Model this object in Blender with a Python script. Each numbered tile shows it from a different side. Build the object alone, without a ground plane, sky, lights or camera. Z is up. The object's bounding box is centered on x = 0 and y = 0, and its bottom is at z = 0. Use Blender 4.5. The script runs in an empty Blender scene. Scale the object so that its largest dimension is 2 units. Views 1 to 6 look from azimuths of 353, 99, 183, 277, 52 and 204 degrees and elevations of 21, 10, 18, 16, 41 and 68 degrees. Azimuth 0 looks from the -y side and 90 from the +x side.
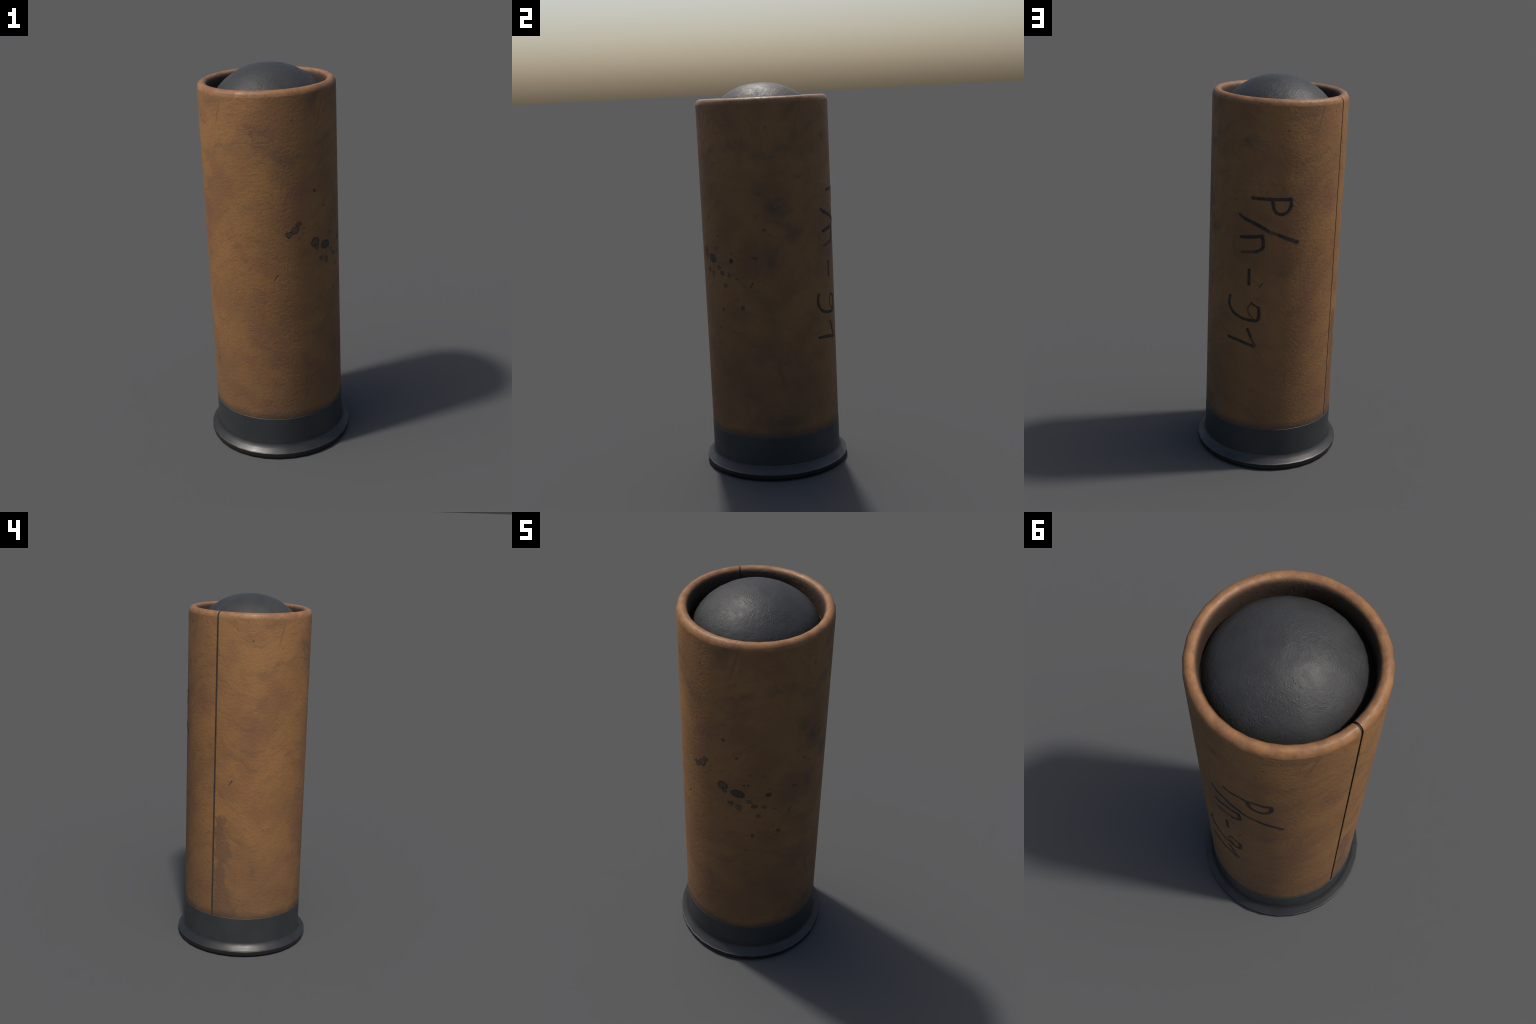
import bpy, bmesh, math, random
from mathutils import Vector, noise

random.seed(7)
PI = math.pi
SEG = 32                      # facets round the cartridge
STEP = 2 * PI / SEG
R_TUBE = 0.3395               # outer radius of the paper tube
SEAM = math.radians(157.5)    # where the rolled tube closes
coll = bpy.context.scene.collection

# ---------------------------------------------------------------- node helpers
class Nodes:
    def __init__(self, tree):
        self.t = tree

    def new(self, kind, **props):
        n = self.t.nodes.new(kind)
        for k, v in props.items():
            setattr(n, k, v)
        return n

    def put(self, sock, v):
        if isinstance(v, bpy.types.NodeSocket):
            self.t.links.new(v, sock)
        elif v is not None:
            sock.default_value = v

    def math(self, op, a, b=None, c=None, clamp=False):
        n = self.new("ShaderNodeMath", operation=op, use_clamp=clamp)
        for i, v in enumerate((a, b, c)):
            self.put(n.inputs[i], v)
        return n.outputs[0]

    def vmath(self, op, a, b=None):
        n = self.new("ShaderNodeVectorMath", operation=op)
        self.put(n.inputs[0], a)
        self.put(n.inputs[1], b)
        return n.outputs["Value"] if op in ("LENGTH", "DOT_PRODUCT") else n.outputs[0]

    def xyz(self, x, y, z):
        n = self.new("ShaderNodeCombineXYZ")
        for i, v in enumerate((x, y, z)):
            self.put(n.inputs[i], v)
        return n.outputs[0]

    def split(self, v):
        n = self.new("ShaderNodeSeparateXYZ")
        self.put(n.inputs[0], v)
        return n.outputs

    def noise(self, vec, scale, detail=3.0, rough=0.5, distort=0.0, dims="3D"):
        n = self.new("ShaderNodeTexNoise", noise_dimensions=dims)
        self.put(n.inputs["Vector"], vec)
        n.inputs["Scale"].default_value = scale
        n.inputs["Detail"].default_value = detail
        n.inputs["Roughness"].default_value = rough
        n.inputs["Distortion"].default_value = distort
        return n.outputs["Fac"]

    def ramp(self, v, lo, hi, a=0.0, b=1.0):
        n = self.new("ShaderNodeMapRange", interpolation_type="SMOOTHSTEP")
        self.put(n.inputs[0], v)
        for i, x in zip((1, 2, 3, 4), (lo, hi, a, b)):
            self.put(n.inputs[i], x)
        return n.outputs[0]

    def mix(self, fac, a, b, blend="MIX"):
        n = self.new("ShaderNodeMix", data_type="RGBA", blend_type=blend)
        self.put(n.inputs[0], fac)
        for s, v in ((n.inputs[6], a), (n.inputs[7], b)):
            if isinstance(v, tuple) and len(v) == 3:
                v = (*v, 1.0)
            self.put(s, v)
        return n.outputs[2]

    def bump(self, h, strength, dist, normal=None):
        n = self.new("ShaderNodeBump")
        n.inputs["Strength"].default_value = strength
        n.inputs["Distance"].default_value = dist
        self.put(n.inputs["Height"], h)
        if normal is not None:
            self.put(n.inputs["Normal"], normal)
        return n.outputs[0]


def material(name):
    m = bpy.data.materials.new(name)
    m.use_nodes = True
    m.node_tree.nodes.clear()
    N = Nodes(m.node_tree)
    out = N.new("ShaderNodeOutputMaterial")
    bsdf = N.new("ShaderNodeBsdfPrincipled")
    m.node_tree.links.new(bsdf.outputs[0], out.inputs[0])
    return m, N, bsdf


# ------------------------------------------------- one soft edged ellipse stain
def splash_group():
    g = bpy.data.node_groups.new("splash", "ShaderNodeTree")
    I = g.interface
    for nm, ty in (("Vector", "NodeSocketVector"), ("Center", "NodeSocketVector"),
                   ("Size", "NodeSocketVector"), ("Angle", "NodeSocketVector"),
                   ("Soft", "NodeSocketFloat"), ("Fill", "NodeSocketFloat"), ("Ring", "NodeSocketFloat"),
                   ("Previous", "NodeSocketFloat")):
        I.new_socket(nm, in_out="INPUT", socket_type=ty)
    I.new_socket("Value", in_out="OUTPUT", socket_type="NodeSocketFloat")
    N = Nodes(g)
    gi, go = N.new("NodeGroupInput"), N.new("NodeGroupOutput")
    mp = N.new("ShaderNodeMapping", vector_type="TEXTURE")
    # the tiny dependence on the stain before it makes the stains evaluate one after the other
    after = N.new("ShaderNodeVectorMath", operation="MULTIPLY_ADD")
    g.links.new(gi.outputs["Previous"], after.inputs[0])
    after.inputs[1].default_value = (1e-6, 1e-6, 0)
    g.links.new(gi.outputs["Vector"], after.inputs[2])
    g.links.new(after.outputs[0], mp.inputs["Vector"])
    for a, b in (("Location", "Center"), ("Rotation", "Angle"), ("Scale", "Size")):
        g.links.new(gi.outputs[b], mp.inputs[a])
    d = N.vmath("LENGTH", mp.outputs[0])
    soft = gi.outputs["Soft"]
    mask = N.ramp(d, N.math("ADD", 1.0, soft), N.math("SUBTRACT", 1.0, soft))
    ring = N.math("MULTIPLY", N.ramp(d, 0.62, 0.92), gi.outputs["Ring"])
    val = N.math("MULTIPLY", mask, N.math("ADD", gi.outputs["Fill"], ring))
    g.links.new(N.math("MAXIMUM", val, gi.outputs["Previous"]), go.inputs[0])
    return g


SPLASH = splash_group()


def splash(N, prev, vec, c, size, angle=0.0, fill=1.0, ring=0.0, soft=0.1):
    n = N.new("ShaderNodeGroup")
    n.node_tree = SPLASH
    N.put(n.inputs["Vector"], vec)
    N.put(n.inputs["Previous"], prev)
    n.inputs["Center"].default_value = (*c, 0)
    n.inputs["Size"].default_value = (*size, 1)
    n.inputs["Angle"].default_value = (0, 0, math.radians(angle))
    n.inputs["Soft"].default_value = soft
    n.inputs["Fill"].default_value = fill
    n.inputs["Ring"].default_value = ring
    return n.outputs[0]


def stains(N, vec, rows, start=0.0):
    """Strongest of many stains; rows are (centre, size, tilt, fill, ring, softness)."""
    v = start
    for row in rows:
        v = splash(N, v, vec, *row)
    return v


ARC = R_TUBE * PI / 180       # metres of arc per degree

# dried droplets: angle (deg), height, half width, half height, tilt, fill, ring
DROPS = [
    (-59.7, 1.428, .0092, .0088, 0, .75, .2), (-37.0, 1.397, .0028, .003, 0, .6, 0),
    (-49.4, 1.339, .0058, .0066, 0, .8, 0),
    (-76.1, 1.276, .0145, .0140, 0, .62, .5), (-79.2, 1.248, .0220, .0190, 30, .58, .45),
    (-84.8, 1.228, .0175, .0165, 10, .62, .5),
    (-71.1, 1.251, .0063, .0056, 0, .45, 0), (-71.5, 1.225, .0068, .0064, 0, .35, 0),
    (-76.5, 1.202, .0088, .0066, 0, .35, 0),
    (-60.4, 1.164, .0255, .0235, 20, .58, .5), (-58.8, 1.139, .0140, .0150, 0, .58, .5),
    (-58.2, 1.116, .0070, .0055, 0, .25, 0),
    (-48.4, 1.133, .0330, .0235, -8, .80, .2), (-46.4, 1.124, .0220, .0140, 0, .75, .2),
    (-54.0, 1.070, .0150, .0122, 0, .62, .3), (-47.6, 1.052, .0150, .0165, 0, .50, .3),
    (-46.6, 1.036, .0080, .0110, 0, .40, .2),
    (-39.2, 1.089, .0155, .0120, 0, .50, .3), (-35.4, 1.064, .0160, .0118, 0, .62, .3),
    (-27.4, 1.057, .0090, .0112, 0, .55, .25), (-19.9, 1.037, .0079, .0050, 0, .59, .1),
    (-24.5, 1.130, .0140, .0139, 0, .90, .1), (-24.0, 1.165, .0100, .0050, 0, .35, 0),
    (-38.9, 1.249, .0067, .0058, 0, .65, 0), (-29.3, 1.246, .0063, .0057, 0, .55, 0),
    (-43.5, 1.188, .0085, .0078, 0, .62, .1), (-40.2, 1.188, .0082, .0084, 0, .60, .1),
    (-40.8, 1.147, .0060, .0040, 0, .3, 0), (-42.8, 1.170, .0042, .0035, 0, .3, 0),
    (-32.1, 1.002, .0125, .0103, -15, .59, .2), (-39.0, .987, .0040, .0034, 0, .35, 0),
    (-19.9, .932, .0069, .0050, -20, .59, .1), (-15.4, .893, .0112, .0115, 0, .65, .2),
    (-36.4, .877, .0086, .0098, 0, .75, .2), (-41.3, .781, .0062, .0066, 0, .65, .1),
    (-2.5, 1.146, .0175, .0080, -6, .55, .2), (6.4, 1.284, .0079, .0068, 0, .60, .1),
    (10.3, 1.259, .0050, .0042, 0, .60, 0), (-14.0, 1.053, .0038, .0034, 0, .4, 0),
]

# broad soiling: angle, height, half width, half height, tilt, strength
DARK_PATCHES = [
    (18, 1.385, .055, .070, -30, .55), (3, 1.478, .030, .030, 0, .36), (29, 1.27, .036, .075, 35, .42),
    (10, 1.12, .034, .065, 0, .40), (-9, 1.075, .05, .04, 0, .22), (-147, 1.87, .055, .030, 25, .38),
    (-57, 1.87, .055, .030, 25, .34), (33, 1.87, .055, .030, 25, .34), (123, 1.87, .055, .030, 25, .34),
    (-12, 1.70, .075, .030, 0, .30), (70, 1.72, .050, .030, 0, .30), (15, 1.66, .11, .028, 14, .30),
    (-139, 1.66, .085, .016, 16, .30), (-49, 1.66, .085, .016, 16, .28), (128, 1.66, .085, .016, 16, .32),
    (-105, 1.73, .06, .030, -10, .30), (-165, 1.615, .09, .022, -10, .22), (-75, 1.615, .09, .022, -10, .22),
    (15, .285, .12, .045, 0, .40), (-100, .42, .028, .04, 0, .22), (-163, .50, .012, .05, 5, .28),
    (-73, .50, .012, .05, 5, .22), (17, .53, .012, .05, 5, .28), (107, .50, .012, .05, 5, .28),
    (172, 1.70, .05, .06, 0, .22), (-83, 1.60, .06, .05, 0, .26), (60, 1.20, .012, .06, 0, .2),
]
RED_PATCHES = [
    (-167, 1.34, .060, .050, 0, .50),
    (-172, 1.26, .060, .040, 30, .50), 
    (-78, 1.40, .055, .075, 25, .55),
    (-106, .69, .085, .065, 0, .42), (-114, .90, .045, .040, 0, .30), (-101, 1.09, .060, .050, 0, .24),
    (-107, .285, .045, .055, 0, .70), (-89, .745, .05, .03, 20, .4), 
    
    (-112, .75, .03, .08, 0, .5), (-5, .68, .09, .075, 0, .45), (5, 1.16, .12, .10, 0, .38),
    (105, 1.32, .08, .10, 0, .45), (83, .30, .05, .06, 0, .5), (120, .92, .09, .13, 0, .35),
    (-7, .285, .05, .05, 0, .55), (143, 1.42, .05, .09, 0, .4),
]
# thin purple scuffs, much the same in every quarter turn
SCUFFS = [(a + d, h, sx, sy, t, f) for a in (-180, -90, 0, 90) for d, h, sx, sy, t, f in (
    (20, 1.470, .046, .0075, 8, .55), (18, 1.428, .060, .0070, 22, .62), (1, 1.352, .028, .0110, 40, .45),
    (64, 1.874, .034, .0090, -32, .50), (12, 1.345, .042, .0220, -10, .32))]
# old water stain running down beside the seam
DAMP = [(164, .74, .035, .075, 0), (167, .60, .048, .085, 0), (165, .47, .040, .10, 0),
        (167, .34, .060, .075, 0), (172, .25, .070, .060, 0)]


def paper_group():
    """Colour, height and roughness of the tanned paper, unrolled as (arc, height)."""
    g = bpy.data.node_groups.new("aged_paper", "ShaderNodeTree")
    for nm, ty in (("Color", "NodeSocketColor"), ("Roughness", "NodeSocketFloat"), ("Normal", "NodeSocketVector")):
        g.interface.new_socket(nm, in_out="OUTPUT", socket_type=ty)
    N = Nodes(g)
    go = N.new("NodeGroupOutput")
    P = N.new("ShaderNodeTexCoord").outputs["Object"]
    rot = N.new("ShaderNodeVectorRotate", rotation_type="Z_AXIS")
    N.put(rot.inputs["Vector"], P)
    rot.inputs["Angle"].default_value = PI - SEAM
    x, y, z = N.split(rot.outputs[0])
    px, py, pz = N.split(P)
    th_cut = N.math("SUBTRACT", N.math("ARCTAN2", y, x), PI - SEAM)       # jumps only at the seam
    th = N.math("ARCTAN2", py, px)                                        # jumps at 180 degrees
    s = N.math("MULTIPLY", th_cut, R_TUBE)
    s180 = N.math("MULTIPLY", th, R_TUBE)
    rad = N.math("SQRT", N.math("ADD", N.math("MULTIPLY", px, px), N.math("MULTIPLY", py, py)))
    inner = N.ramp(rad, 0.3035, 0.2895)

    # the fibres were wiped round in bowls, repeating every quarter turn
    bowl = N.math("MULTIPLY", N.math("COSINE", N.math("MULTIPLY", N.math("ADD", th, math.radians(165)), 4.0)), 0.055)
    w = N.math("ADD", z, bowl)
    warp = N.math("MULTIPLY", N.math("SUBTRACT", N.noise(P, 5.0, 4, 0.6), 0.5), 0.20)
    w = N.math("ADD", w, warp)
    flow = N.xyz(s, w, rad)
    flat = N.xyz(s, z, rad)
    flow_stretch = N.xyz(N.math("MULTIPLY", s, 0.22), w, rad)
    flow_long = N.xyz(N.math("MULTIPLY", s, 0.10), w, rad)
    grain_v = N.xyz(N.math("MULTIPLY", s, 0.55), w, rad)

    wob = N.new("ShaderNodeTexNoise")
    wob.inputs["Scale"].default_value = 70.0
    wob.inputs["Detail"].default_value = 3.0
    N.put(wob.inputs["Vector"], P)
    wobble = N.vmath("MULTIPLY", N.vmath("SUBTRACT", wob.outputs["Color"], (0.5, 0.5, 0.5)), (0.016, 0.016, 0.0))
    wob2 = N.new("ShaderNodeTexNoise")
    wob2.inputs["Scale"].default_value = 14.0
    wob2.inputs["Detail"].default_value = 5.0
    wob2.inputs["Roughness"].default_value = 0.65
    N.put(wob2.inputs["Vector"], P)
    wobble2 = N.vmath("MULTIPLY", N.vmath("SUBTRACT", wob2.outputs["Color"], (0.5, 0.5, 0.5)), (0.16, 0.16, 0.0))

    uv180 = N.xyz(s180, z, 0.0)
    uvcut = N.xyz(s, z, 0.0)
    fine_uv = N.vmath("ADD", uv180, wobble)
    rough_uv = N.vmath("ADD", uvcut, wobble2)

    def cut(deg):             # angle on the seam-cut unrolling
        return (deg if deg < 157.5 else deg - 360) * ARC

    # --- colour
    big = N.ramp(N.noise(flat, 3.2, 4, 0.6), 0.36, 0.66)
    col = N.mix(big, (0.248, 0.123, 0.045), (0.192, 0.096, 0.039))
    hue = N.ramp(N.noise(flat, 6.5, 4, 0.6, 0.4), 0.48, 0.70)
    col = N.mix(N.math("MULTIPLY", hue, 0.45), col, (0.200, 0.084, 0.041))
    yel = N.ramp(N.noise(flow, 8.5, 3, 0.6), 0.55, 0.75)
    col = N.mix(N.math("MULTIPLY", yel, 0.40), col, (0.275, 0.140, 0.037))
    stre = N.ramp(N.noise(flow_stretch, 55.0, 5, 0.65), 0.50, 0.72)
    patchy = N.ramp(N.noise(flat, 7.0, 3, 0.6), 0.40, 0.66)
    col = N.mix(N.math("MULTIPLY", N.math("MULTIPLY", stre, patchy), 0.50), col, (0.120, 0.072, 0.038))
    stre2 = N.ramp(N.noise(flow_long, 170.0, 3, 0.6), 0.52, 0.72)
    col = N.mix(N.math("MULTIPLY", stre2, 0.16), col, (0.135, 0.080, 0.040))
    fleck = N.ramp(N.noise(grain_v, 75.0, 3, 0.6), 0.62, 0.74)
    col = N.mix(N.math("MULTIPLY", fleck, 0.50), col, (0.100, 0.062, 0.038))

    rub = N.ramp(N.noise(flow_stretch, 20.0, 5, 0.7), 0.50, 0.72)
    col = N.mix(N.math("MULTIPLY", rub, 0.48), col, (0.110, 0.068, 0.037))
    red = stains(N, rough_uv, [((cut(a), h), (sx, sy), t, f, 0, 0.75) for a, h, sx, sy, t, f in RED_PATCHES])
    mild_uv = N.vmath("ADD", uvcut, N.vmath("MULTIPLY", wobble2, (0.22, 0.22, 0.0)))
    red = stains(N, mild_uv, [((cut(a), h), (sx, sy), t, f, 0, 0.8) for a, h, sx, sy, t, f in SCUFFS], red)
    redn = N.ramp(N.noise(flow_stretch, 40.0, 4, 0.6), 0.30, 0.62, 0.35, 1.0)
    col = N.mix(N.math("MULTIPLY", red, redn), col, (0.170, 0.072, 0.046))
    dark = stains(N, rough_uv, [((cut(a), h), (sx, sy), t, f, 0, 0.75) for a, h, sx, sy, t, f in DARK_PATCHES])
    darkn = N.ramp(N.noise(flow_stretch, 38.0, 5, 0.65), 0.34, 0.62, 0.58, 1.0)
    col = N.mix(N.math("MULTIPLY", N.math("MULTIPLY", dark, 1.2), darkn, clamp=True), col, (0.062, 0.046, 0.034))
    damp = stains(N, rough_uv, [((cut(a), h), (sx, sy), t, 0.68, 0, 0.22) for a, h, sx, sy, t in DAMP])
    col = N.mix(damp, col, (0.120, 0.066, 0.040))

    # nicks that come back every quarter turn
    rep = N.math("MULTIPLY", N.math("FLOORED_MODULO", N.math("SUBTRACT", th, math.radians(50)), PI / 2), R_TUBE)
    rep_uv = N.xyz(rep, z, 0.0)
    q = lambda deg: ((deg - 50) % 90) * ARC
    nick = stains(N, rep_uv, [
        ((q(83.2), 1.006), (.0032, .0175), -33, .85, 0, .5),
        ((q(84.6), 1.018), (.0035, .0070), -33, .9, 0, .3),
        ((q(11.0), 1.782), (.0050, .0060), 0, .55, 0, .4),
        ((q(4.5), .319), (.0090, .0030), 25, .45, 0, .4),
        ((q(8.8), .300), (.0030, .0085), -30, .45, 0, .4)])
    hair = stains(N, rep_uv, [
        ((q(38.6), 1.828), (.0042, .066), -17, .34, 0, .8),
        ((q(69.0), 1.715), (.0055, .030), 12, .36, 0, .8),
        ((q(73.0), 1.690), (.0040, .030), 38, .30, 0, .8),
        ((q(67.5), 1.727), (.0140, .006), 0, .30, 0, .8)])
    scrape = N.math("MULTIPLY", N.math("MAXIMUM", nick, hair), N.math("SUBTRACT", 1.0, inner))
    col = N.mix(scrape, col, (0.045, 0.036, 0.030))

    # dried droplets
    drops = stains(N, fine_uv, [((a * ARC, h), (sx, sy), t, f, r, 0.10) for a, h, sx, sy, t, f, r in DROPS])
    outside = N.math("SUBTRACT", 1.0, inner)
    drops = N.math("MULTIPLY", N.math("MULTIPLY", drops, outside), 0.92, clamp=True)
    col = N.mix(drops, col, (0.022, 0.022, 0.024))

    # contact shade painted above the base, pale wear on the mouth, dark bore
    low = N.math("ADD", z, N.math("MULTIPLY", N.noise(flat, 16.0, 3), 0.030))
    col = N.mix(N.ramp(low, 0.285, 0.226, 0.0, 0.80), col, (0.042, 0.030, 0.024))
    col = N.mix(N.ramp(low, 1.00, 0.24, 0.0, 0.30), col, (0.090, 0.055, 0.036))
    mouth = N.math("MULTIPLY", N.ramp(z, 1.898, 1.908), outside)
    mouthcol = N.mix(N.ramp(N.noise(P, 22.0, 4, 0.6), 0.35, 0.65), (0.265, 0.131, 0.054), (0.195, 0.094, 0.043))
    mouthcol = N.mix(N.math("MULTIPLY", fleck, 0.50), mouthcol, (0.13, 0.075, 0.05))
    col = N.mix(mouth, col, mouthcol)
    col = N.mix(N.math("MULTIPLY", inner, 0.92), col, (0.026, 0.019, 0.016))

    # --- relief
    pits = N.math("MULTIPLY", N.ramp(N.noise(flow, 58.0, 2, 0.5), 0.68, 0.80), -0.8)
    fibre = N.math("MULTIPLY", N.noise(grain_v, 82.0, 4, 0.60), 0.55)
    lump = N.math("MULTIPLY", N.noise(flat, 62.0, 3, 0.55), 0.95)
    crease = N.math("ABSOLUTE", N.math("SUBTRACT", N.noise(flow, 15.0, 4, 0.6, 0.6), 0.5))
    creased = N.ramp(N.noise(flat, 9.0, 3), 0.42, 0.62)
    crease = N.math("MULTIPLY", N.ramp(crease, 0.020, 0.0), N.math("MULTIPLY", creased, -0.36))
    h = N.math("ADD", N.math("ADD", N.math("ADD", pits, crease), fibre), lump)
    h = N.math("SUBTRACT", h, N.math("ADD", N.math("MULTIPLY", nick, 1.6), N.math("MULTIPLY", hair, 0.3)))
    h = N.math("MULTIPLY", h, N.math("SUBTRACT", 1.0, N.math("MULTIPLY", mouth, 0.45)))
    nor = N.bump(h, 0.50, 0.0038)

    g.links.new(col, go.inputs[0])
    N.put(go.inputs[1], N.math("SUBTRACT", N.ramp(N.noise(flow, 30.0, 3), 0.3, 0.7, 0.58, 0.72), N.math("MULTIPLY", mouth, 0.14)))
    g.links.new(nor, go.inputs[2])
    return g


PAPER = paper_group()


def paper_material():
    m, N, b = material("aged_paper")
    p = N.new("ShaderNodeGroup")
    p.node_tree = PAPER
    m.node_tree.links.new(p.outputs[0], b.inputs["Base Color"])
    m.node_tree.links.new(p.outputs[1], b.inputs["Roughness"])
    m.node_tree.links.new(p.outputs[2], b.inputs["Normal"])
    b.inputs["Specular IOR Level"].default_value = 0.32
    return m


def ink_material(name, strength):
    m, N, b = material(name)
    p = N.new("ShaderNodeGroup")
    p.node_tree = PAPER
    obj = N.new("ShaderNodeTexCoord").outputs["Object"]
    worn = N.ramp(N.noise(obj, 45.0, 4, 0.6), 0.32, 0.62, strength * 0.80, strength)
    m.node_tree.links.new(N.mix(worn, p.outputs[0], (0.012, 0.014, 0.018)), b.inputs["Base Color"])
    m.node_tree.links.new(p.outputs[1], b.inputs["Roughness"])
    m.node_tree.links.new(p.outputs[2], b.inputs["Normal"])
    b.inputs["Specular IOR Level"].default_value = 0.30
    return m


def plain_material(name, colour, rough, metallic=0.0, spec=0.5):
    m, N, b = material(name)
    obj = N.new("ShaderNodeTexCoord").outputs["Object"]
    f = N.ramp(N.noise(obj, 9.0, 5, 0.6), 0.3, 0.7)
    darker = tuple(c * 0.72 for c in colour)
    m.node_tree.links.new(N.mix(f, colour, darker), b.inputs["Base Color"])
    b.inputs["Roughness"].default_value = rough
    b.inputs["Metallic"].default_value = metallic
    b.inputs["Specular IOR Level"].default_value = spec
    return m


def steel_material(name, colour, rough, metallic, bump):
    m, N, b = material(name)
    obj = N.new("ShaderNodeTexCoord").outputs["Object"]
    cloud = N.ramp(N.noise(obj, 7.0, 5, 0.6), 0.3, 0.7)
    col = N.mix(cloud, colour, tuple(c * 0.78 for c in colour))
    speck = N.ramp(N.noise(obj, 60.0, 3, 0.6), 0.66, 0.76)
    col = N.mix(N.math("MULTIPLY", speck, 0.5), col, tuple(c * 0.45 for c in colour))
    m.node_tree.links.new(col, b.inputs["Base Color"])
    N.put(b.inputs["Roughness"], N.ramp(N.noise(obj, 15.0, 4), 0.3, 0.7, rough - 0.04, rough + 0.05))
    b.inputs["Metallic"].default_value = metallic
    N.put(b.inputs["Normal"], N.bump(N.noise(obj, 120.0, 3), bump, 0.002))
    return m


def lead_material():
    m, N, b = material("cast_lead")
    obj = N.new("ShaderNodeTexCoord").outputs["Object"]
    cloud = N.ramp(N.noise(obj, 5.0, 5, 0.6, 0.6), 0.35, 0.65)
    col = N.mix(cloud, (0.038, 0.038, 0.0385), (0.029, 0.029, 0.030))
    m.node_tree.links.new(col, b.inputs["Base Color"])
    rub = N.ramp(N.noise(obj, 11.0, 4, 0.6, 0.8), 0.40, 0.62)
    N.put(b.inputs["Roughness"], N.math("ADD", N.math("MULTIPLY", rub, 0.10), 0.48))
    b.inputs["Metallic"].default_value = 0.0
    b.inputs["Specular IOR Level"].default_value = 0.34
    # blow holes, thicker in some regions, over a wrinkled cast skin
    vo = N.new("ShaderNodeTexVoronoi", feature="F1")
    vo.inputs["Scale"].default_value = 95.0
    N.put(vo.inputs["Vector"], obj)
    where = N.ramp(N.noise(obj, 8.0, 3), 0.40, 0.62)
    pit = N.math("MULTIPLY", N.ramp(vo.outputs["Distance"], 0.34, 0.16), N.math("MULTIPLY", where, -0.42))
    skin = N.math("MULTIPLY", N.noise(obj, 30.0, 5, 0.58, 0.5), 1.15)
    grit = N.math("MULTIPLY", N.noise(obj, 130.0, 3, 0.6), 0.45)
    ridge = N.math("ABSOLUTE", N.math("SUBTRACT", N.noise(obj, 12.0, 3, 0.55, 1.0), 0.5))
    ridge = N.math("MULTIPLY", N.ramp(ridge, 0.030, 0.0), N.math("MULTIPLY", where, 0.28))
    h = N.math("ADD", N.math("ADD", pit, skin), N.math("ADD", grit, ridge))
    N.put(b.inputs["Normal"], N.bump(h, 0.50, 0.0040))
    return m


# -------------------------------------------------------------------- geometry
def make_object(name, mesh, parent, mats):
    o = bpy.data.objects.new(name, mesh)
    coll.objects.link(o)
    o.parent = parent
    for m in mats:
        mesh.materials.append(m)
    return o


def profile_normals(prof, sharp):
    """Outward normals of a profile, one pair (before, after) per point."""
    seg = []
    for (r0, z0), (r1, z1) in zip(prof, prof[1:]):
        d = Vector((z1 - z0, -(r1 - r0)))
        seg.append(d.normalized())
    out = []
    for i in range(len(prof)):
        a = seg[max(i - 1, 0)]
        b = seg[min(i, len(seg) - 1)]
        if i in sharp:
            out.append((a, b))
        else:
            m = (a + b).normalized()
            out.append((m, m))
    return out


def lathe(name, prof, parent, mats, sharp=(), centre=(0, 0), angles=None, lean=None):
    """Spin a profile drawn bottom to top (outside on the right) into SEG facets."""
    if angles is None:
        angles = [i * STEP for i in range(SEG)]
    pn = profile_normals(prof, set(sharp))
    for i, deg in (lean or {}).items():       # shading normal tilted to a given elevation
        v = Vector((math.cos(math.radians(deg)), math.sin(math.radians(deg))))
        pn[i] = (v, v)
    verts, faces, nors = [], [], []
    n = len(angles)
    rows = []
    for r, z in prof:
        if r < 1e-6:
            verts.append((centre[0], centre[1], z))
            rows.append([len(verts) - 1] * n)
        else:
            row = []
            for a in angles:
                verts.append((centre[0] + r * math.cos(a), centre[1] + r * math.sin(a), z))
                row.append(len(verts) - 1)
            rows.append(row)

    def nv(i, side, a):
        v = pn[i][side]
        return Vector((v.x * math.cos(a), v.x * math.sin(a), v.y))

    for i in range(len(prof) - 1):
        for j in range(n):
            k = (j + 1) % n
            a0, a1 = angles[j], angles[k]
            quad = [(rows[i][j], nv(i, 1, a0)), (rows[i][k], nv(i, 1, a1)),
                    (rows[i + 1][k], nv(i + 1, 0, a1)), (rows[i + 1][j], nv(i + 1, 0, a0))]
            seen, f = set(), []
            for v, no in quad:
                if v not in seen:
                    seen.add(v)
                    f.append((v, no))
            if len(f) >= 3:
                faces.append([v for v, _ in f])
                nors += [no for _, no in f]
    me = bpy.data.meshes.new(name)
    me.from_pydata(verts, [], faces)
    me.update()
    for p in me.polygons:
        p.use_smooth = True
    me.normals_split_custom_set(nors)
    return make_object(name, me, parent, mats)


# mouth of the tube, outer wall to bore
TUBE_PROFILE = [(0.3390, 0.180), (0.3390, 0.700), (0.3392, 1.300), (0.3395, 1.899), (0.3372, 1.911),
                (0.3300, 1.9225), (0.3190, 1.9285), (0.3080, 1.9275), (0.2980, 1.9205), (0.2915, 1.908),
                (0.2885, 1.890), (0.2880, 1.815)]


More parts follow.
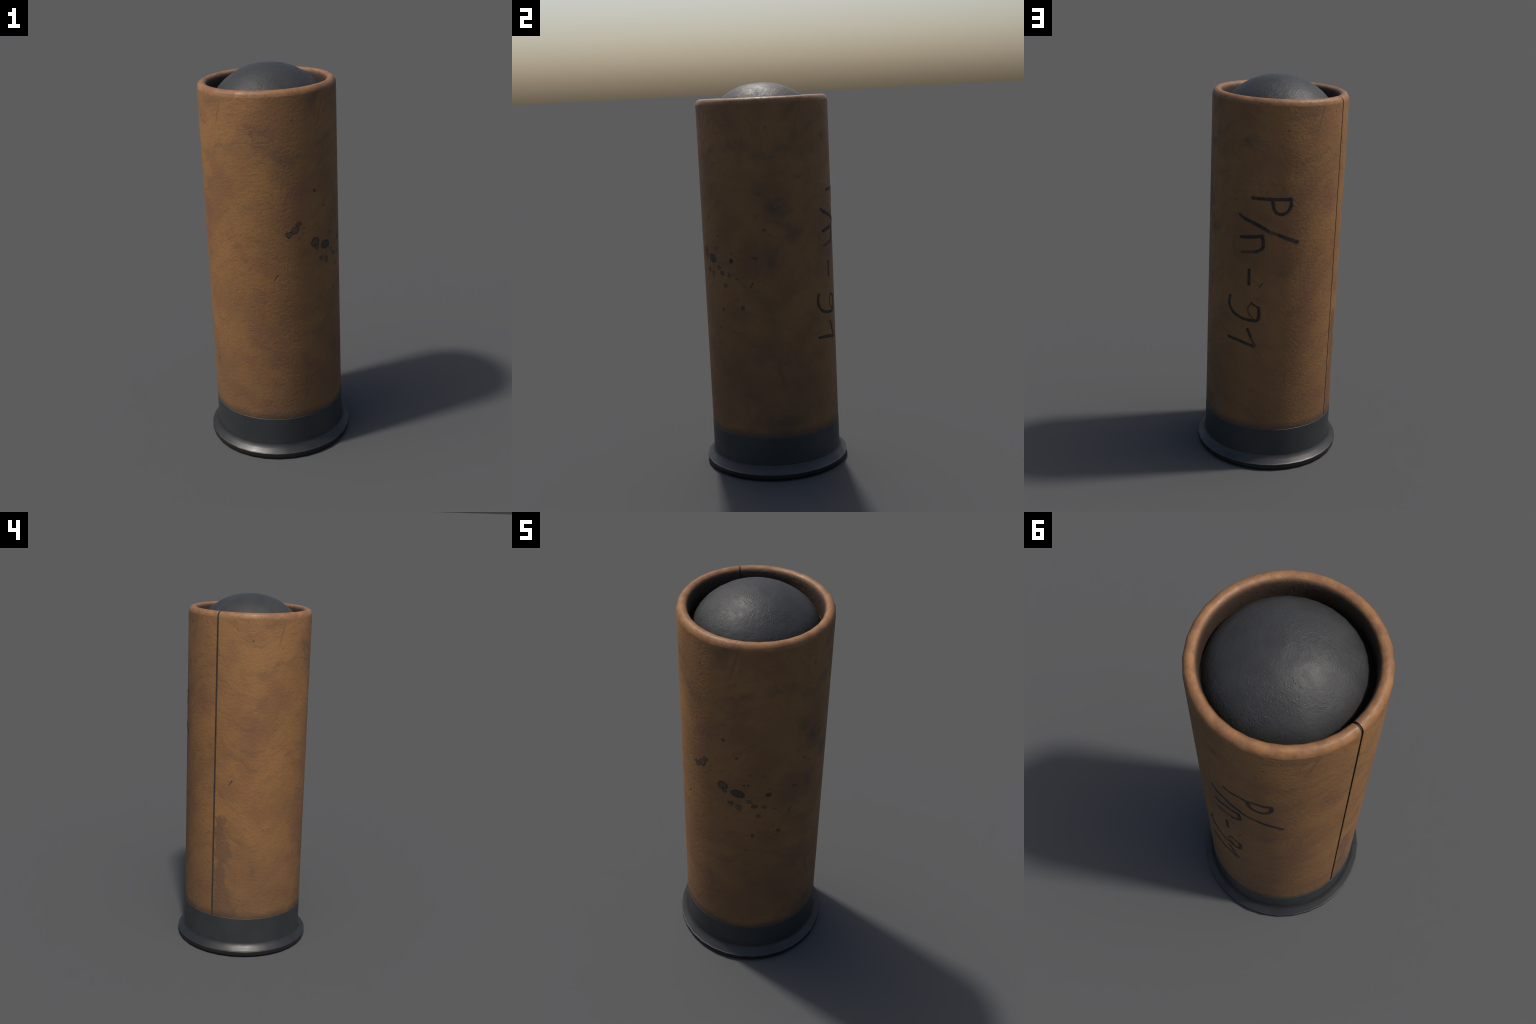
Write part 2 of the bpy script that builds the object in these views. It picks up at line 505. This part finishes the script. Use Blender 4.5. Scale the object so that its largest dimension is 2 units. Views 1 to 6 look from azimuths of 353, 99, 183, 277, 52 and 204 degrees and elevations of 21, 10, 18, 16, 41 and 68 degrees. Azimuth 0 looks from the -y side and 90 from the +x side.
def build_tube(parent, paper, groove):
    prof = TUBE_PROFILE
    pn = [a for a, _ in profile_normals(prof, set())]
    g, lip, deep = math.radians(0.85), math.radians(1.15), 0.007
    first = round(SEAM / STEP)
    cols = [(SEAM + lip, 0.0), (SEAM + STEP, 0.0)] + [((first + i) * STEP, 0.0) for i in range(2, SEG)]
    cols += [(SEAM + 2 * PI - lip, 0.0), (SEAM + 2 * PI - g, 0.0022), (SEAM + 2 * PI - g * 0.85, deep),
             (SEAM + 2 * PI + g * 0.85, deep), (SEAM + 2 * PI + g, 0.0022)]
    # the slivers next to the groove lie on the flat facets
    def facet_scale(a):
        off = (a % STEP)
        if off > STEP / 2:
            off -= STEP
        off = abs(off)
        return math.cos(STEP / 2) / math.cos(STEP / 2 - off)
    verts, faces, nors, mat = [], [], [], []
    n = len(cols)
    for i, (r, z) in enumerate(prof):
        for a, d in cols:
            k = facet_scale(a)
            rr = r * k - pn[i].x * d
            verts.append((rr * math.cos(a), rr * math.sin(a), z - pn[i].y * d))

    def nv(i, a):
        return Vector((pn[i].x * math.cos(a), pn[i].x * math.sin(a), pn[i].y))
    for i in range(len(prof) - 1):
        for j in range(n):
            k = (j + 1) % n
            q = [i * n + j, i * n + k, (i + 1) * n + k, (i + 1) * n + j]
            faces.append(q)
            cut = cols[j][1] > 0.001 and cols[k][1] > 0.001
            mat.append(1 if cut else 0)
            if cut:
                p = [Vector(verts[v]) for v in q]
                fn = (p[1] - p[0]).cross(p[3] - p[0]).normalized()
                nors += [fn] * 4
            else:
                nors += [nv(i, cols[j][0]), nv(i, cols[k][0]), nv(i + 1, cols[k][0]), nv(i + 1, cols[j][0])]
    me = bpy.data.meshes.new("paper_tube")
    me.from_pydata(verts, [], faces)
    me.update()
    for p, m in zip(me.polygons, mat):
        p.use_smooth = True
        p.material_index = m
    me.normals_split_custom_set(nors)
    return make_object("paper_tube", me, parent, [paper, groove])


def facet_radius(theta, r):
    """Radius of the 32 sided tube at an angle."""
    off = (theta % STEP) - STEP / 2
    return r * math.cos(STEP / 2) / math.cos(off)


# pen strokes: (faded, half width, [(angle deg, height) ...])
def chaikin(p, times=2):
    for _ in range(times):
        q = [p[0]]
        for a, b in zip(p, p[1:]):
            q.append((a[0] * .75 + b[0] * .25, a[1] * .75 + b[1] * .25))
            q.append((a[0] * .25 + b[0] * .75, a[1] * .25 + b[1] * .75))
        q.append(p[-1])
        p = q
    return p


PEN = 0.0080
WRITING = {
    "letter": [
        [(0, PEN, [(74.0, 1.450), (90, 1.452), (106, 1.454)]),
         (0, PEN, [(105.6, 1.456), (106.2, 1.428), (104.8, 1.400), (101.5, 1.384), (97.1, 1.377),
                   (93.8, 1.388), (91.7, 1.408), (90.9, 1.440)])],
        [(0, PEN, [(64.6, 1.246), (73.0, 1.252), (83.6, 1.266)]),
         (0, PEN, [(83.4, 1.264), (84.6, 1.224), (84.0, 1.198), (78.2, 1.182)]),
         (1, PEN * .85, [(78.4, 1.182), (66.0, 1.171)])],
    ],
    "slash": [
        [(0, PEN * .8, [(62.8, 1.358), (67.3, 1.343)]),
         (0, PEN, [(67.0, 1.344), (75.6, 1.327), (81.6, 1.313), (88.4, 1.291)]),
         (2, PEN * .9, [(88.2, 1.291), (97.0, 1.275)]), (0, PEN, [(96.8, 1.2755), (104.6, 1.256), (113.0, 1.239)])],
    ],
    "hyphen": [[(0, PEN * .95, [(73.0, 1.083), (73.1, 1.043), (73.2, 1.008)])]],
    "numeral": [
        [(0, PEN * .9, [(55.3, .927), (53.7, .890), (56.0, .859), (60.6, .834), (68.2, .822), (74.6, .818)]),
         (0, PEN, [(74.4, .818), (82.0, .819), (83.2, .850), (82.6, .890)]),
         (0, PEN * .45, [(82.6, .890), (78.5, .902), (75.8, .914)]),
         (2, PEN * .45, [(76.1, .910), (72.6, .882), (73.2, .856), (78.3, .828)])],
        [(0, PEN * .9, [(54.5, .704), (66.6, .697), (79.6, .680)]),
         (1, PEN * .8, [(79.4, .680), (80.8, .683), (77.6, .712), (76.2, .733)]),
         (0, PEN * .9, [(76.4, .730), (73.2, .767)])],
    ],
}


def build_mark(name, strokes, parent, mats, layer):
    """Contour the distance to the pen path on a grid and lay the ink on the tube."""
    segs = []
    for fade, hw, pts in strokes:
        p = chaikin([(a * ARC, z) for a, z in pts])
        for a, b in zip(p, p[1:]):
            segs.append((a, b, hw, fade))

    def field(x, y):
        best, fade = 1e9, 0
        for (ax, ay), (bx, by), hw, fd in segs:
            dx, dy = bx - ax, by - ay
            t = max(0.0, min(1.0, ((x - ax) * dx + (y - ay) * dy) / (dx * dx + dy * dy + 1e-12)))
            d = math.hypot(x - ax - t * dx, y - ay - t * dy) - hw
            if d < best:
                best, fade = d, fd
        rough = 0.0022 * noise.noise(Vector((x * 150, y * 150, 3.1)))
        return best + rough, fade

    m = 0.014
    xs = [p[0] for s in segs for p in s[:2]]
    ys = [p[1] for s in segs for p in s[:2]]
    x0, y0, h = min(xs) - m, min(ys) - m, 0.0026
    nx, ny = int((max(xs) + m - x0) / h) + 1, int((max(ys) + m - y0) / h) + 1
    F = [[field(x0 + i * h, y0 + j * h) for i in range(nx + 1)] for j in range(ny + 1)]
    lift = 0.0011 + 0.0002 * layer
    bm = bmesh.new()
    cache = {}

    def put(x, y, key):
        if key not in cache:
            a = x / R_TUBE
            r = facet_radius(a, 0.3392) + lift
            cache[key] = bm.verts.new((r * math.cos(a), r * math.sin(a), y))
        return cache[key]
    for j in range(ny):
        for i in range(nx):
            c = [(i, j), (i + 1, j), (i + 1, j + 1), (i, j + 1)]
            v = [F[q][p][0] for p, q in c]
            if min(v) >= 0:
                continue
            loop = []
            for k in range(4):
                (p, q), (p2, q2) = c[k], c[(k + 1) % 4]
                a, b = v[k], v[(k + 1) % 4]
                if a < 0:
                    loop.append(put(x0 + p * h, y0 + q * h, (p, q)))
                if (a < 0) != (b < 0):
                    t = a / (a - b)
                    e = tuple(sorted(((p, q), (p2, q2))))
                    loop.append(put(x0 + (p + (p2 - p) * t) * h, y0 + (q + (q2 - q) * t) * h, e))
            loop = list(dict.fromkeys(loop))
            if len(loop) >= 3:
                try:
                    f = bm.faces.new(loop)
                    f.material_index = max(zip(v, [F[q][p][1] for p, q in c]), key=lambda e: -e[0])[1]
                except ValueError:
                    pass
    edge = [e for e in bm.edges if e.is_boundary]
    ext = bmesh.ops.extrude_edge_only(bm, edges=edge)
    for v in ext["geom"]:
        if isinstance(v, bmesh.types.BMVert):
            r = math.hypot(v.co.x, v.co.y)
            k = (r - lift - 0.0008) / r
            v.co.x *= k
            v.co.y *= k
    me = bpy.data.meshes.new(name)
    bm.to_mesh(me)
    bm.free()
    for p in me.polygons:
        p.use_smooth = True
    nors = []
    for l in me.loops:
        co = me.vertices[l.vertex_index].co
        nors.append(Vector((co.x, co.y, 0)).normalized())
    me.normals_split_custom_set(nors)
    return make_object(name, me, parent, mats)


# ------------------------------------------------------------------- assemble
root = bpy.data.objects.new("shotgun_shell", None)
coll.objects.link(root)
root["label"] = "worn brown paper shotgun shell with dark steel base and lead ball"
root["category"] = "shotgun shell"

paper = paper_material()
groove = plain_material("dark_seam", (0.058, 0.047, 0.040), 0.8, 0.0, 0.2)
ink = ink_material("marker_ink", 0.93)
ink_faded = ink_material("marker_ink_faded", 0.62)
ink_half = ink_material("marker_ink_worn", 0.70)
steel = steel_material("blued_steel", (0.035, 0.038, 0.040), 0.54, 0.1, 0.08)
rim_steel = steel_material("bare_rim_steel", (0.064, 0.063, 0.063), 0.42, 0.75, 0.06)
dark_steel = steel_material("blackish_steel", (0.018, 0.018, 0.018), 0.55, 0.3, 0.10)
lead = lead_material()
bore = plain_material("wad_shadow_paint", (0.012, 0.011, 0.011), 0.9, 0.0, 0.2)
felt = plain_material("felt_wad", (0.26, 0.19, 0.13), 0.9, 0.0, 0.2)

tube = build_tube(root, paper, groove)
layer = 0
for kind, group in WRITING.items():
    for strokes in group:
        build_mark(kind, strokes, tube, [ink, ink_faded, ink_half], layer % 3)
        layer += 1

# steel base: sleeve, flange, head plate, primer
base = lathe("steel_base", [(0.3403, 0.0650), (0.3403, 0.2150), (0.3397, 0.2166), (0.3375, 0.2168)],
             root, [steel], sharp=(1,))
flange = lathe("rim_flange", [(0.3778, 0.0135), (0.3784, 0.0305), (0.3772, 0.0335),
                              (0.3738, 0.0362), (0.3575, 0.0498), (0.3455, 0.0608), (0.3402, 0.0675)],
               base, [rim_steel, dark_steel], sharp=(1,), lean={2: 66, 3: 48, 4: 45, 5: 30, 6: 16})
for p in flange.data.polygons:
    p.material_index = 1 if p.index < SEG else 0
lathe("head_plate", [(0.0, 0.0035), (0.098, 0.0035), (0.100, 0.0), (0.3640, 0.0), (0.3755, 0.0050), (0.3778, 0.0140)],
      base, [dark_steel], sharp=(2, 3))
lathe("primer", [(0.0, 0.0010), (0.070, 0.0010), (0.086, 0.0024), (0.090, 0.0040)], base, [rim_steel])

# lead ball seated on the wad
BALL = [(0.262, 1.700), (0.2765, 1.760), (0.2800, 1.808), (0.2758, 1.840), (0.2626, 1.869), (0.2420, 1.897), (0.2150, 1.923), (0.1800, 1.949),
        (0.1420, 1.9710), (0.1000, 1.9870), (0.0550, 1.9965), (0.0, 2.0)]
lathe("lead_ball", BALL, root, [lead], centre=(0.0075, 0.0))
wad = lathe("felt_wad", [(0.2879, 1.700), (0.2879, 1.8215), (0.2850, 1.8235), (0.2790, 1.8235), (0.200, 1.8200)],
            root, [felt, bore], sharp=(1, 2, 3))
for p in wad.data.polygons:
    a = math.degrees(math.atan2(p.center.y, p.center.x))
    painted_shade = p.index >= 3 * SEG or not -75 < a < 85
    p.material_index = 1 if painted_shade else 0  # pale only on the sunlit arc, blackened where the floor lies in shadow
